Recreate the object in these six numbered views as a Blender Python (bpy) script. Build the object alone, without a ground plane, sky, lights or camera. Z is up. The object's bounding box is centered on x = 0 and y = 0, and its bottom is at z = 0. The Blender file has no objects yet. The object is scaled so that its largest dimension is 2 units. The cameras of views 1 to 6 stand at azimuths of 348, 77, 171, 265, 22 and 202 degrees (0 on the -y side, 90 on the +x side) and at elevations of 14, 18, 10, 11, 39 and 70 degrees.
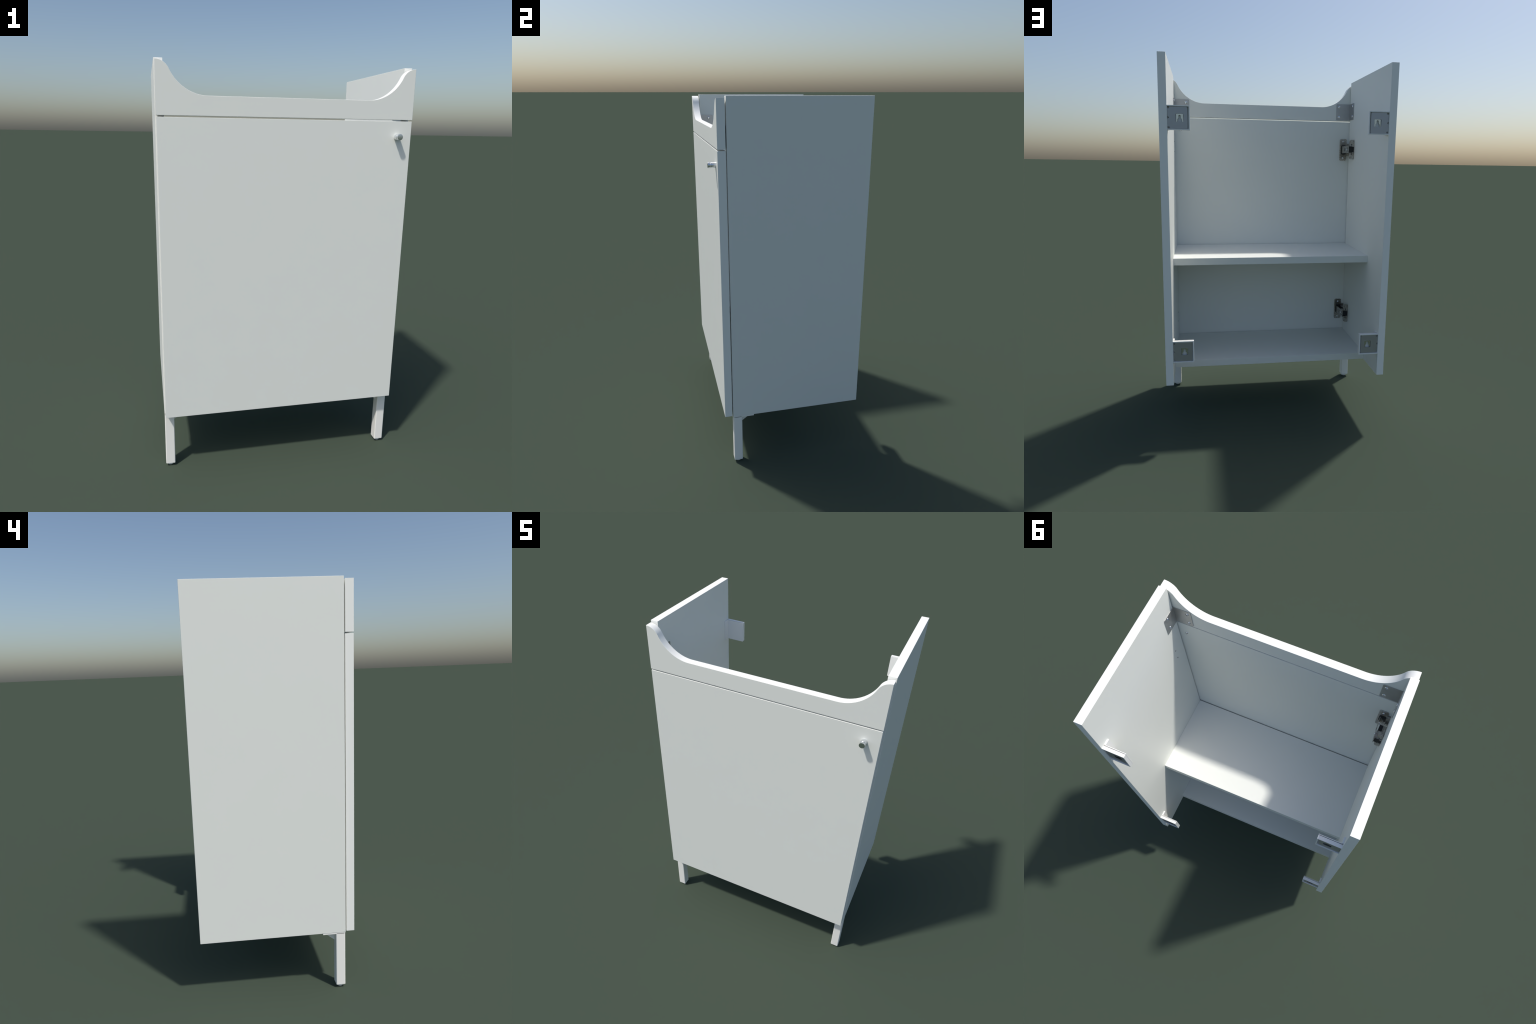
# White washbasin base cabinet: two side panels, curved fascia, one hinged door,
# shelf, floor board, two front legs, corner angles, wall hangers and concealed hinges.
import bpy, bmesh, math
from mathutils import Matrix, Vector

# ------------------------------------------------------------------ sizes (m)
HALF_W = 0.606            # outer face of the side panels
BOARD = 0.0395            # board thickness
INNER = HALF_W - BOARD    # inner face of the side panels
Y_PANEL, Y_BACK = -0.3210, 0.4045
Z_FLOOR, Z_TOP = 0.3035, 2.0
Y_FRONT, Y_DOOR_BACK = -0.3662, -0.3263
SHELF_BACK = 0.1625

# ------------------------------------------------------------------ materials
def material(name, color, rough, metallic=0.0, mottle=0.0, mottle_color=None, scale=40.0,
             bump=0.0, bump_scale=300.0, coat=0.0, spec=0.5):
    m = bpy.data.materials.new(name)
    m.use_nodes = True
    nt = m.node_tree
    b = nt.nodes["Principled BSDF"]
    b.inputs["Base Color"].default_value = (*color, 1)
    b.inputs["Roughness"].default_value = rough
    b.inputs["Metallic"].default_value = metallic
    b.inputs["Coat Weight"].default_value = coat
    b.inputs["Specular IOR Level"].default_value = spec
    tc = nt.nodes.new("ShaderNodeTexCoord")
    if mottle > 0:
        n = nt.nodes.new("ShaderNodeTexNoise")
        n.inputs["Scale"].default_value = scale
        n.inputs["Detail"].default_value = 4
        nt.links.new(tc.outputs["Object"], n.inputs["Vector"])
        ramp = nt.nodes.new("ShaderNodeValToRGB")
        ramp.color_ramp.elements[0].position = 0.35
        ramp.color_ramp.elements[1].position = 0.65
        nt.links.new(n.outputs["Fac"], ramp.inputs["Fac"])
        mx = nt.nodes.new("ShaderNodeMix")
        mx.data_type = 'RGBA'
        mx.inputs["A"].default_value = (*color, 1)
        mc = mottle_color or tuple(c * (1 - mottle) for c in color)
        mx.inputs["B"].default_value = (*mc, 1)
        nt.links.new(ramp.outputs["Color"], mx.inputs["Factor"])
        nt.links.new(mx.outputs["Result"], b.inputs["Base Color"])
    if bump > 0:
        n2 = nt.nodes.new("ShaderNodeTexNoise")
        n2.inputs["Scale"].default_value = bump_scale
        nt.links.new(tc.outputs["Object"], n2.inputs["Vector"])
        bp = nt.nodes.new("ShaderNodeBump")
        bp.inputs["Strength"].default_value = bump
        bp.inputs["Distance"].default_value = 0.001
        nt.links.new(n2.outputs["Fac"], bp.inputs["Height"])
        nt.links.new(bp.outputs["Normal"], b.inputs["Normal"])
    return m

WHITE = material("white_laminate", (0.857, 0.872, 0.823), 0.5, mottle=0.006, scale=6.0)
EDGE = material("white_edge_band", (0.945, 0.95, 0.91), 0.5)
LEG_PAINT = material("white_powder_coat", (0.955, 0.94, 0.89), 0.45, bump=0.03, bump_scale=500)
PLASTIC = material("white_plastic", (0.87, 0.875, 0.85), 0.35)
ZINC = material("zinc_plated_steel", (0.52, 0.52, 0.52), 0.42, metallic=0.9, mottle=0.06, scale=25)
KNOB = material("satin_chrome", (0.80, 0.82, 0.84), 0.22, metallic=1.0)
HANGER_STEEL = material("dull_steel", (0.45, 0.46, 0.48), 0.40, metallic=0.75)
KEY_STEEL = material("bright_steel", (0.55, 0.58, 0.58), 0.18, metallic=1.0)
CHROME = material("polished_chrome", (0.80, 0.81, 0.83), 0.10, metallic=1.0)
NICKEL = material("nickel_plated_hinge", (0.54, 0.53, 0.51), 0.28, metallic=1.0,
                  mottle=0.5, mottle_color=(0.34, 0.31, 0.27), scale=130)
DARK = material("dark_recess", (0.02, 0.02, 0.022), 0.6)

# ------------------------------------------------------------------ helpers
ROOT = bpy.data.objects.new("washbasin_cabinet", None)
bpy.context.collection.objects.link(ROOT)
ROOT["label"] = "white washbasin base cabinet with curved fascia, door and two legs"
ROOT["category"] = "bathroom cabinet"

def obj_from_bm(bm, name, mat, parent=None, loc=(0, 0, 0), smooth=True):
    me = bpy.data.meshes.new(name)
    bmesh.ops.recalc_face_normals(bm, faces=bm.faces)
    bm.to_mesh(me)
    bm.free()
    return obj_from_mesh(me, name, mat, parent, loc, smooth)

def obj_from_mesh(me, name, mat, parent=None, loc=(0, 0, 0), smooth=True):
    if mat is not None and not me.materials:
        me.materials.append(mat)
    if smooth:
        for p in me.polygons:
            p.use_smooth = True
        me.set_sharp_from_angle(angle=math.radians(32))
    o = bpy.data.objects.new(name, me)
    bpy.context.collection.objects.link(o)
    o.parent = parent or ROOT
    o.location = loc
    if smooth:      # flat faces stay flat, only the rounded edges turn the normal
        w = o.modifiers.new("flat_faces", 'WEIGHTED_NORMAL')
        w.mode = 'FACE_AREA'
        w.weight = 100
        w.keep_sharp = True
    return o

def bm_box(bm, x0, x1, y0, y1, z0, z1):
    r = bmesh.ops.create_cube(bm, size=1.0)
    c = Vector(((x0 + x1) / 2, (y0 + y1) / 2, (z0 + z1) / 2))
    s = Vector((abs(x1 - x0), abs(y1 - y0), abs(z1 - z0)))
    for v in r["verts"]:
        v.co = Vector((v.co.x * s.x, v.co.y * s.y, v.co.z * s.z)) + c
    return r["verts"]

def bevel_sharp(bm, width, segs=2, min_angle=40):
    edges = [e for e in bm.edges if len(e.link_faces) == 2 and e.calc_face_angle(0) > math.radians(min_angle)]
    if edges:
        bmesh.ops.bevel(bm, geom=edges, offset=width, segments=segs, profile=0.5,
                        affect='EDGES', clamp_overlap=True)

def board(name, x0, x1, y0, y1, z0, z1, mat=None, bevel=0.0012, parent=None):
    """a flat board; its origin sits at its own centre"""
    c = Vector(((x0 + x1) / 2, (y0 + y1) / 2, (z0 + z1) / 2))
    bm = bmesh.new()
    bm_box(bm, x0 - c.x, x1 - c.x, y0 - c.y, y1 - c.y, z0 - c.z, z1 - c.z)
    bevel_sharp(bm, bevel)
    return obj_from_bm(bm, name, mat or WHITE, parent, c)

def band_edges(o, thin_axis):
    """give the narrow edge faces of a board (all but its two broad faces) the edge band"""
    o.data.materials.append(EDGE)
    for p in o.data.polygons:
        if abs(p.normal[thin_axis]) < 0.9:
            p.material_index = 1

def plate_mesh(name, loops, thick, matrix=Matrix(), bevel=0.0):
    """flat plate from an outline and holes (2D loops), extruded and placed by matrix"""
    cu = bpy.data.curves.new(name, 'CURVE')
    cu.dimensions = '2D'
    cu.fill_mode = 'BOTH'
    cu.extrude = thick / 2 - bevel
    cu.bevel_depth = bevel
    cu.bevel_resolution = 2
    cu.offset = -bevel
    for lp in loops:
        sp = cu.splines.new('POLY')
        sp.points.add(len(lp) - 1)
        for p, (x, y) in zip(sp.points, lp):
            p.co = (x, y, 0, 1)
        sp.use_cyclic_u = True
    tmp = bpy.data.objects.new(name, cu)
    bpy.context.collection.objects.link(tmp)
    dg = bpy.context.evaluated_depsgraph_get()
    me = bpy.data.meshes.new_from_object(tmp.evaluated_get(dg))
    bpy.data.objects.remove(tmp)
    bpy.data.curves.remove(cu)
    me.name = name
    me.materials.clear()
    bm = bmesh.new()
    bm.from_mesh(me)
    bmesh.ops.remove_doubles(bm, verts=bm.verts, dist=1e-6)
    bm.transform(matrix)
    bmesh.ops.recalc_face_normals(bm, faces=bm.faces)
    bm.to_mesh(me)
    bm.free()
    return me

def round_rect(w, h, r, cx=0.0, cy=0.0, n=6, radii=None):
    """rounded rectangle, radii = (lower left, lower right, upper right, upper left)"""
    radii = radii or (r, r, r, r)
    pts = []
    for k, (sx, sy) in enumerate(((-1, -1), (1, -1), (1, 1), (-1, 1))):
        rr = radii[k]
        ox, oy = cx + sx * (w / 2 - rr), cy + sy * (h / 2 - rr)
        a0 = math.pi + k * math.pi / 2
        if rr <= 1e-6:
            pts.append((ox, oy))
            continue
        for i in range(n + 1):
            a = a0 + (math.pi / 2) * i / n
            pts.append((ox + rr * math.cos(a), oy + rr * math.sin(a)))
    return pts

def circle(r, cx=0.0, cy=0.0, n=24):
    return [(cx + r * math.cos(2 * math.pi * i / n), cy + r * math.sin(2 * math.pi * i / n)) for i in range(n)]

def lathe_bm(profile, n=40):
    """solid of revolution about +Z from (radius, height) pairs"""
    bm = bmesh.new()
    rings = []
    for r, z in profile:
        if r < 1e-7:
            rings.append([bm.verts.new((0, 0, z))])
        else:
            rings.append([bm.verts.new((r * math.cos(2 * math.pi * i / n), r * math.sin(2 * math.pi * i / n), z))
                          for i in range(n)])
    for a, b in zip(rings, rings[1:]):
        for i in range(n):
            j = (i + 1) % n
            if len(a) == 1 and len(b) > 1:
                bm.faces.new((a[0], b[i], b[j]))
            elif len(b) == 1 and len(a) > 1:
                bm.faces.new((a[i], b[0], a[j]))
            elif len(a) > 1:
                bm.faces.new((a[i], b[i], b[j], a[j]))
    if len(rings[0]) > 1:
        bm.faces.new(rings[0])
    if len(rings[-1]) > 1:
        bm.faces.new(rings[-1])
    return bm

def axes(xa, ya, za, origin=(0, 0, 0)):
    """matrix whose local x, y, z run along the given world vectors"""
    m = Matrix.Identity(4)
    for k, v in enumerate((xa, ya, za)):
        for r in range(3):
            m[r][k] = v[r]
    for r in range(3):
        m[r][3] = origin[r]
    return m

X, Y, Z = (1, 0, 0), (0, 1, 0), (0, 0, 1)
NX, NY = (-1, 0, 0), (0, -1, 0)

# ------------------------------------------------------------------ carcass
for s in (1, -1):
    bm = bmesh.new()
    cx = s * (HALF_W + INNER) / 2
    cy, cz = (Y_PANEL + Y_BACK) / 2, (Z_FLOOR + Z_TOP) / 2
    bm_box(bm, -BOARD / 2, BOARD / 2, Y_PANEL - cy, Y_BACK - cy, Z_FLOOR - cz, Z_TOP - cz)
    bevel_sharp(bm, 0.0012)
    panel = obj_from_bm(bm, "side_panel", WHITE, ROOT, (cx, cy, cz))
    band_edges(panel, 0)
    if s == 1:   # spare drill holes for hinges on the free side
        for zc in (1.5765, 0.485):
            for dz in (0.030, -0.030):
                h = obj_from_bm(lathe_bm([(0.0, 0.0), (0.0032, 0.0), (0.0030, 0.0008), (0.0, 0.0008)], 16),
                                "drill_hole", DARK, panel,
                                (INNER - cx - 0.0002, -0.2495 - cy, zc + dz - cz))
                h.rotation_euler = (0, -math.pi / 2, 0)

board("shelf", -INNER, INNER, Y_PANEL, SHELF_BACK, 0.9108, 0.9505)
board("bottom_board", -INNER, INNER, Y_PANEL, SHELF_BACK, 0.3040, 0.3435)

# fascia with the S-curved cut-out: a flat middle, concave sweep, rounded shoulder
def fascia_outline():
    half, z_bot, z_top, z_low = 0.6030, 1.7610, 1.9905, 1.8462
    R, xR = 0.185, 0.375                      # concave sweep
    r = 0.065                                 # convex shoulder
    zR, zr = z_low + R, z_top - r
    xr = xR + math.sqrt((R + r) ** 2 - (zR - zr) ** 2)
    ang = math.atan2(zR - zr, xr - xR)        # common tangent direction
    right = []
    n = 22
    for i in range(n + 1):                    # sweep from flat up to the inflection
        a = -math.pi / 2 + (math.pi / 2 - ang) * i / n
        right.append((xR + R * math.cos(a), zR + R * math.sin(a)))
    a0, a1 = math.pi - ang, math.pi / 2
    for i in range(1, 13):
        a = a0 + (a1 - a0) * i / 12
        right.append((xr + r * math.cos(a), zr + r * math.sin(a)))
    right.append((half, z_top))
    left = [(-x, z) for x, z in reversed(right)]
    return [(-half, z_bot), (half, z_bot)] + list(reversed(right)) + list(reversed(left))

zc = 1.87
out = [(x, z - zc) for x, z in fascia_outline()]
me = plate_mesh("fascia", [out], Y_DOOR_BACK - Y_FRONT, axes(X, Z, NY), bevel=0.0010)
band_edges(obj_from_mesh(me, "fascia", WHITE, ROOT, (0, (Y_FRONT + Y_DOOR_BACK) / 2, zc)), 1)

# ------------------------------------------------------------------ screws (shared mesh)
def screw_mesh(name, r, h):
    prof = [(0.0, h)]
    for i in range(1, 8):
        a = math.pi / 2 * i / 7
        prof.append((r * math.sin(a), h * math.cos(a)))
    prof.append((r, -0.0006))
    bm = lathe_bm(prof, 28)
    me = bpy.data.meshes.new(name)
    bmesh.ops.recalc_face_normals(bm, faces=bm.faces)
    bm.to_mesh(me); bm.free()
    a = bpy.data.objects.new(name, me)
    cut = bmesh.new()
    bm_box(cut, -r * .62, r * .62, -r * .17, r * .17, h * .25, h * 2)
    cm = bpy.data.meshes.new("cut"); cut.to_mesh(cm); cut.free()
    c1 = bpy.data.objects.new("cut", cm)
    c2 = bpy.data.objects.new("cut", cm)
    c2.rotation_euler = (0, 0, math.pi / 2)
    for o in (a, c1, c2):
        bpy.context.collection.objects.link(o)
    for c in (c1, c2):
        md = a.modifiers.new("cross", 'BOOLEAN')
        md.operation = 'DIFFERENCE'; md.object = c; md.solver = 'EXACT'
    dg = bpy.context.evaluated_depsgraph_get()
    res = bpy.data.meshes.new_from_object(a.evaluated_get(dg))
    for o in (a, c1, c2):
        bpy.data.objects.remove(o)
    res.name = name
    res.materials.clear()
    return res

SCREW = screw_mesh("screw", 0.0090, 0.0042)
SMALL_SCREW = screw_mesh("hinge_screw", 0.0062, 0.0042)

def screw(parent, loc, direction, spin=0.3, mesh=None, name="screw"):
    o = obj_from_mesh(mesh or SCREW, name, CHROME, parent, loc)
    q = Vector((0, 0, 1)).rotation_difference(Vector(direction))
    o.rotation_euler = (q.to_matrix().to_4x4() @ Matrix.Rotation(spin, 4, 'Z')).to_euler()
    return o

# ------------------------------------------------------------------ door with knob
door = board("door", -0.6012, 0.6012, Y_FRONT, Y_DOOR_BACK, 0.3060, 1.7540)
band_edges(door, 1)
dc = Vector(door.location)
KX, KZ, KR = 0.5275, 1.6812, 0.0143
length = 0.4045 + Y_FRONT      # stand-off from the door face
prof = [(0.0, 0.0), (KR, 0.0), (KR, 0.0235), (KR - 0.0006, 0.0243), (KR - 0.0016, 0.0246),
        (KR - 0.0016, 0.0268), (KR - 0.0006, 0.0271), (KR, 0.0279),
        (KR, length - 0.0012), (KR - 0.0004, length - 0.0004), (KR - 0.0012, length), (0.0, length)]
knob = obj_from_bm(lathe_bm(prof, 56), "knob", KNOB, door, Vector((KX, Y_FRONT, KZ)) - dc)
knob.rotation_euler = (math.pi / 2, 0, 0)
screw(door, Vector((KX, Y_DOOR_BACK, KZ)) - dc, (0, 1, 0), 0.5, name="knob_screw")

# ------------------------------------------------------------------ legs
LX0, LX1, LY0, LY1 = 0.5575, 0.6048, -0.3190, -0.2715
PZ0, PZ1 = 0.2948, 0.3032
for s in (1, -1):
    cx, cy = s * (LX0 + LX1) / 2, (LY0 + LY1) / 2
    w, d = LX1 - LX0, LY1 - LY0
    bm = bmesh.new()
    bm_box(bm, -w / 2, w / 2, -d / 2, d / 2, 0.0115, PZ1 - 0.0004)
    bevel_sharp(bm, 0.0045, 4)
    leg = obj_from_bm(bm, "leg", LEG_PAINT, ROOT, (cx, cy, 0))
    # mounting plate under the floor board, with corner cut
    x_out, x_in = s * LX1 - cx, s * (LX1 - 0.113) - cx
    y_f, y_b = LY0 - cy, -0.2055 - cy
    bm = bmesh.new()
    bm_box(bm, x_out, x_in, y_f, y_b, PZ0, PZ1 - 0.0002)
    bevel_sharp(bm, 0.0012)
    obj_from_bm(bm, "mounting_plate", LEG_PAINT, leg)
    # two gusset ribs, one along each inner direction
    t, zl = 0.006, 0.2470
    bm = bmesh.new()
    def prism(tri, off):
        a = [bm.verts.new(p) for p in tri]
        b = [bm.verts.new(Vector(p) + Vector(off)) for p in tri]
        bm.faces.new(a); bm.faces.new(list(reversed(b)))
        for i in range(3):
            j = (i + 1) % 3
            bm.faces.new((a[i], b[i], b[j], a[j]))
    xr = s * (LX0 + 0.012) - cx
    prism([(xr, LY1 - cy - .003, zl), (xr, LY1 - cy - .003, PZ0 + .001), (xr, -0.2095 - cy, PZ0 + .001)], (s * t, 0, 0))
    yr, xe = LY1 - cy - 0.018, s * LX0 - cx
    prism([(xe + s * .003, yr, zl), (xe + s * .003, yr, PZ0 + .001), (xe - s * 0.050, yr, PZ0 + .001)], (0, t, 0))
    obj_from_bm(bm, "gusset", LEG_PAINT, leg, smooth=False)
    foot = lathe_bm([(0.0, 0.0), (0.0125, 0.0), (0.0150, 0.0012), (0.0165, 0.0040), (0.0165, 0.0118), (0.0, 0.0118)], 32)
    obj_from_bm(foot, "foot_glide", PLASTIC, leg)

# ------------------------------------------------------------------ corner angles behind the fascia
CZ0, CZ1, CT = 1.7655, 1.8675, 0.0030
for s in (1, -1):
    zc = (CZ0 + CZ1) / 2
    hgt = CZ1 - CZ0
    org = Vector((s * INNER, Y_DOOR_BACK, zc))
    # wing on the fascia (runs inward) and wing on the side panel (runs backward)
    wa = INNER - 0.4740
    me_a = plate_mesh("wing_a", [round_rect(wa, hgt, .006, wa / 2, 0, radii=(0, .006, .006, 0))], CT,
                      axes((-s, 0, 0), Z, (0, s, 0), (0, CT / 2 + .0002, 0)), 0.0004)
    wb = 0.0905
    me_b = plate_mesh("wing_b", [round_rect(wb, hgt, .006, wb / 2, 0, radii=(0, .006, .006, 0))], CT,
                      axes(Y, Z, X, (-s * (CT / 2 + .0002), 0.0002, 0)), 0.0004)
    bm = bmesh.new()
    bm.from_mesh(me_a); bm.from_mesh(me_b)
    bpy.data.meshes.remove(me_a); bpy.data.meshes.remove(me_b)
    angle = obj_from_bm(bm, "corner_bracket", ZINC, ROOT, org)
    for k, zz in enumerate((1.8480, 1.7855)):
        screw(angle, (-s * (INNER - 0.4935), CT + .0002, zz - zc), (0, 1, 0), 0.35 + k)
        screw(angle, (-s * (CT + .0002), -0.2640 - Y_DOOR_BACK, zz + .002 - zc), (-s, 0, 0), 0.9 + k)

# ------------------------------------------------------------------ wall hangers
BW, BH = 0.1100, 0.1180           # box width (from the panel inwards) and height
BY0, BY1 = 0.3820, 0.4045
WALL = 0.0055
def keyhole():
    pts = []
    for i in range(9):            # slot with a round top
        a = math.pi * i / 8
        pts.append((0.0058 * math.cos(a), 0.0080 + 0.0058 * math.sin(a)))
    pts += [(-0.0060, 0.000), (-0.0085, -0.0040), (-0.0112, -0.0075), (-0.0122, -0.0120), (-0.0122, -0.0200),
            (0.0122, -0.0200), (0.0122, -0.0120), (0.0112, -0.0075), (0.0085, -0.0040), (0.0060, 0.000)]
    return pts

hanger_meshes = {}
for s in (1, -1):
    # local frame: origin on the panel's inner face, mid height, back plane of the box
    place = lambda y: axes((-s, 0, 0), Z, (0, s, 0), (0, y, 0))
    bm = bmesh.new()
    dpt = BY1 - BY0
    front = plate_mesh("f", [round_rect(BW, BH, .001, BW / 2, 0)], 0.006, place(-dpt + .003), .0006)
    rim = plate_mesh("r", [round_rect(BW, BH, .001, BW / 2, 0),
                           round_rect(BW - WALL - .0015, BH - 2 * WALL, .001, (BW - WALL + .0015) / 2, 0)],
                     dpt - .003, place(-(dpt - .003) / 2), .0004)
    for m_ in (front, rim):
        bm.from_mesh(m_); bpy.data.meshes.remove(m_)
    bm_box(bm, -s * .0002, -s * .0080, -0.0525, -dpt + .002, -BH / 2, BH / 2)   # flange along the panel
    me = bpy.data.meshes.new("wall_hanger")
    bmesh.ops.recalc_face_normals(bm, faces=bm.faces)
    bm.to_mesh(me); bm.free()
    # metal back plate, with a square window, two slots and a small V notch at the panel side
    x0, x1, hh = .0020, BW - WALL - .0065, BH / 2 - WALL - .0012
    nx = .0150
    outline = [(x0, -hh + .0090), (nx - .003, -hh + .0090), (nx - .003, -hh), (x1 - .006, -hh)]
    outline += [(x1 - .006 + .006 * math.sin(a), -hh + .006 - .006 * math.cos(a)) for a in (0.4, 0.8, 1.2, 1.57)]
    outline += [(x1 - .006 + .006 * math.cos(a), hh - .006 + .006 * math.sin(a)) for a in (0.0, 0.4, 0.8, 1.2)]
    outline += [(x1 - .006, hh), (nx - .003, hh), (nx - .003, hh - .0090), (x0, hh - .0090),
                (x0, .0070), (x0 + .0085, .0005), (x0, -.0065)]
    win = round_rect(.0370, .0385, .005, .0605, 0)
    back = plate_mesh("back_plate", [outline, win], .0020, place(-.0052))
    key = [(x + .0605, y) for x, y in keyhole()]
    kp = plate_mesh("keyhole_plate", [round_rect(.0335, .047, .004, .0605, 0), key], .0015, place(-.0092))
    slot = bmesh.new()
    for sg in (1, -1):
        bm_box(slot, -s * .003, -s * nx, -.0075, -.0050, sg * (hh - .0125), sg * (hh - .0085))
    slot_me = bpy.data.meshes.new("slot"); slot.to_mesh(slot_me); slot.free()
    hanger_meshes[s] = (me, back, kp, slot_me)

for s in (1, -1):
    for zz in (1.6970, 0.4900):
        me, back, kp, slot_me = hanger_meshes[s]
        h = obj_from_mesh(me, "wall_hanger", PLASTIC, ROOT, (s * INNER, BY1, zz))
        obj_from_mesh(back, "back_plate", HANGER_STEEL, h)
        obj_from_mesh(kp, "keyhole_plate", KEY_STEEL, h)
        obj_from_mesh(slot_me, "slot", DARK, h)

# ------------------------------------------------------------------ concealed hinges (door to the -x panel)
def hinge(zc):
    # cup plate screwed to the door
    org = Vector((-INNER, Y_DOOR_BACK, zc))
    px = 0.5270                                      # plate centre from the cabinet middle
    on_door = lambda y: axes(X, Z, NY, (INNER - px, y, 0))
    cup_hole = round_rect(.046, .054, .010, -.006, 0)
    me = plate_mesh("hinge", [round_rect(.0475, .1410, .010)], .0060, on_door(.0032), .0018)
    base = obj_from_mesh(me, "hinge", NICKEL, ROOT, org)
    me = plate_mesh("cup", [round_rect(.036, .058, .010, .003 - .006, 0)], .0012, on_door(.0064))
    obj_from_mesh(me, "hinge_cup", DARK, base)
    for sg in (1, -1):
        screw(base, (INNER - px, .0060, sg * .0530), (0, 1, 0), .4, SMALL_SCREW, "hinge_screw")
        # side tabs between cup plate and carcass
        bm = bmesh.new()
        bm_box(bm, .0010, .0170, .004, .016, sg * .022, sg * .040)
        bevel_sharp(bm, .001)
        obj_from_bm(bm, "hinge_tab", NICKEL, base)
    # arm: open channel from the cup back over the mounting plate
    bm = bmesh.new()
    y0, y1 = .012, .134
    xin0, xin1, xw = .0505, .0400, .0175
    hz, t = .0225, .0022
    def slab(pts, off):
        a = [bm.verts.new(p) for p in pts]
        b = [bm.verts.new(Vector(p) + Vector(off)) for p in pts]
        n = len(a)
        bm.faces.new(a); bm.faces.new(list(reversed(b)))
        for i in range(n):
            j = (i + 1) % n
            bm.faces.new((a[i], b[i], b[j], a[j]))
    slab([(xin0, y0, -hz), (xin1, y1, -hz), (xin1, y1, hz), (xin0, y0, hz)], (-t, 0, 0))       # inner web
    slab([(xw, .042, -hz), (xw, .118, -hz), (xw, .118, hz), (xw, .042, hz)], (-t, 0, 0))           # outer web
    slab([(xin0 - t, y0, -hz + .002), (xw - t, .042, -hz + .002), (xw - t, .042, hz), (xin0 - t, y0, hz)],
         (0, .003, 0))                                                                         # toggle link
    for sg in (1, -1):                                                                         # bridges
        slab([(xin1 - .0002, .086, sg * (hz - .0004)), (xin1 - .0002, y1 - .006, sg * (hz - .0004)),
              (xw - .0002, y1 - .006, sg * (hz - .0004)), (xw - .0002, .086, sg * (hz - .0004))], (0, 0, -sg * t))
    obj_from_bm(bm, "hinge_arm", NICKEL, base, smooth=False)
    def on_web(y, z, lift):
        f = (y - y0) / (y1 - y0)
        return (xin0 + (xin1 - xin0) * f + lift, y, z)
    screw(base, on_web(.096, 0, .0), (1, .05, 0), .7, SMALL_SCREW, "hinge_screw")
    bm = bmesh.new()
    for yy, z0, z1 in ((.070, -.010, .010), (.118, .006, .012), (.118, -.012, -.006)):
        c = on_web(yy, 0, 0)
        bm_box(bm, c[0] - .001, c[0] + .0006, yy - .004, yy + .004, z0, z1)
    obj_from_bm(bm, "slot", DARK, base, smooth=False)
    # near-black blocks filling the inside of the channel
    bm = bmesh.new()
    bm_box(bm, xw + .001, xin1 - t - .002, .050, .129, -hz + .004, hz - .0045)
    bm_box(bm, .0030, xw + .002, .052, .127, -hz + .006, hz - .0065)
    obj_from_bm(bm, "dark_channel_block", DARK, base)
    # mounting plate on the side panel: core and two winged ends
    bm = bmesh.new()
    bm_box(bm, .0002, .0030, .050, .122, -.0205, .0205)
    bm_box(bm, .0015, .0145, .050, .130, .0165, .0210)
    bm_box(bm, .0015, .0145, .050, .130, -.0210, -.0165)
    bevel_sharp(bm, .0006)
    plate = obj_from_bm(bm, "mounting_plate", NICKEL, base)
    for sg in (1, -1):
        prof = [(.0006, .0215), (.0270, .0215), (.0300, .0250), (.0300, .0460), (.0270, .0560),
                (.0200, .0610), (.0060, .0610), (.0006, .0560)]
        me = plate_mesh("wing", [[(x, sg * z) for x, z in prof], circle(.0042, .0170, sg * .0290, 14)], .0170,
                        axes(X, Z, NY, (0, .1175, 0)), .0012)
        obj_from_mesh(me, "wing", NICKEL, base)
        bm = lathe_bm([(0, 0), (.0050, 0), (.0050, .004), (0, .004)], 14)
        bm.transform(axes(X, Z, NY, (.0170, .1250, sg * .0290)))
        obj_from_bm(bm, "slot", DARK, base)
    return base

hinge(1.5760)
hinge(0.4855)

bpy.context.view_layer.update()
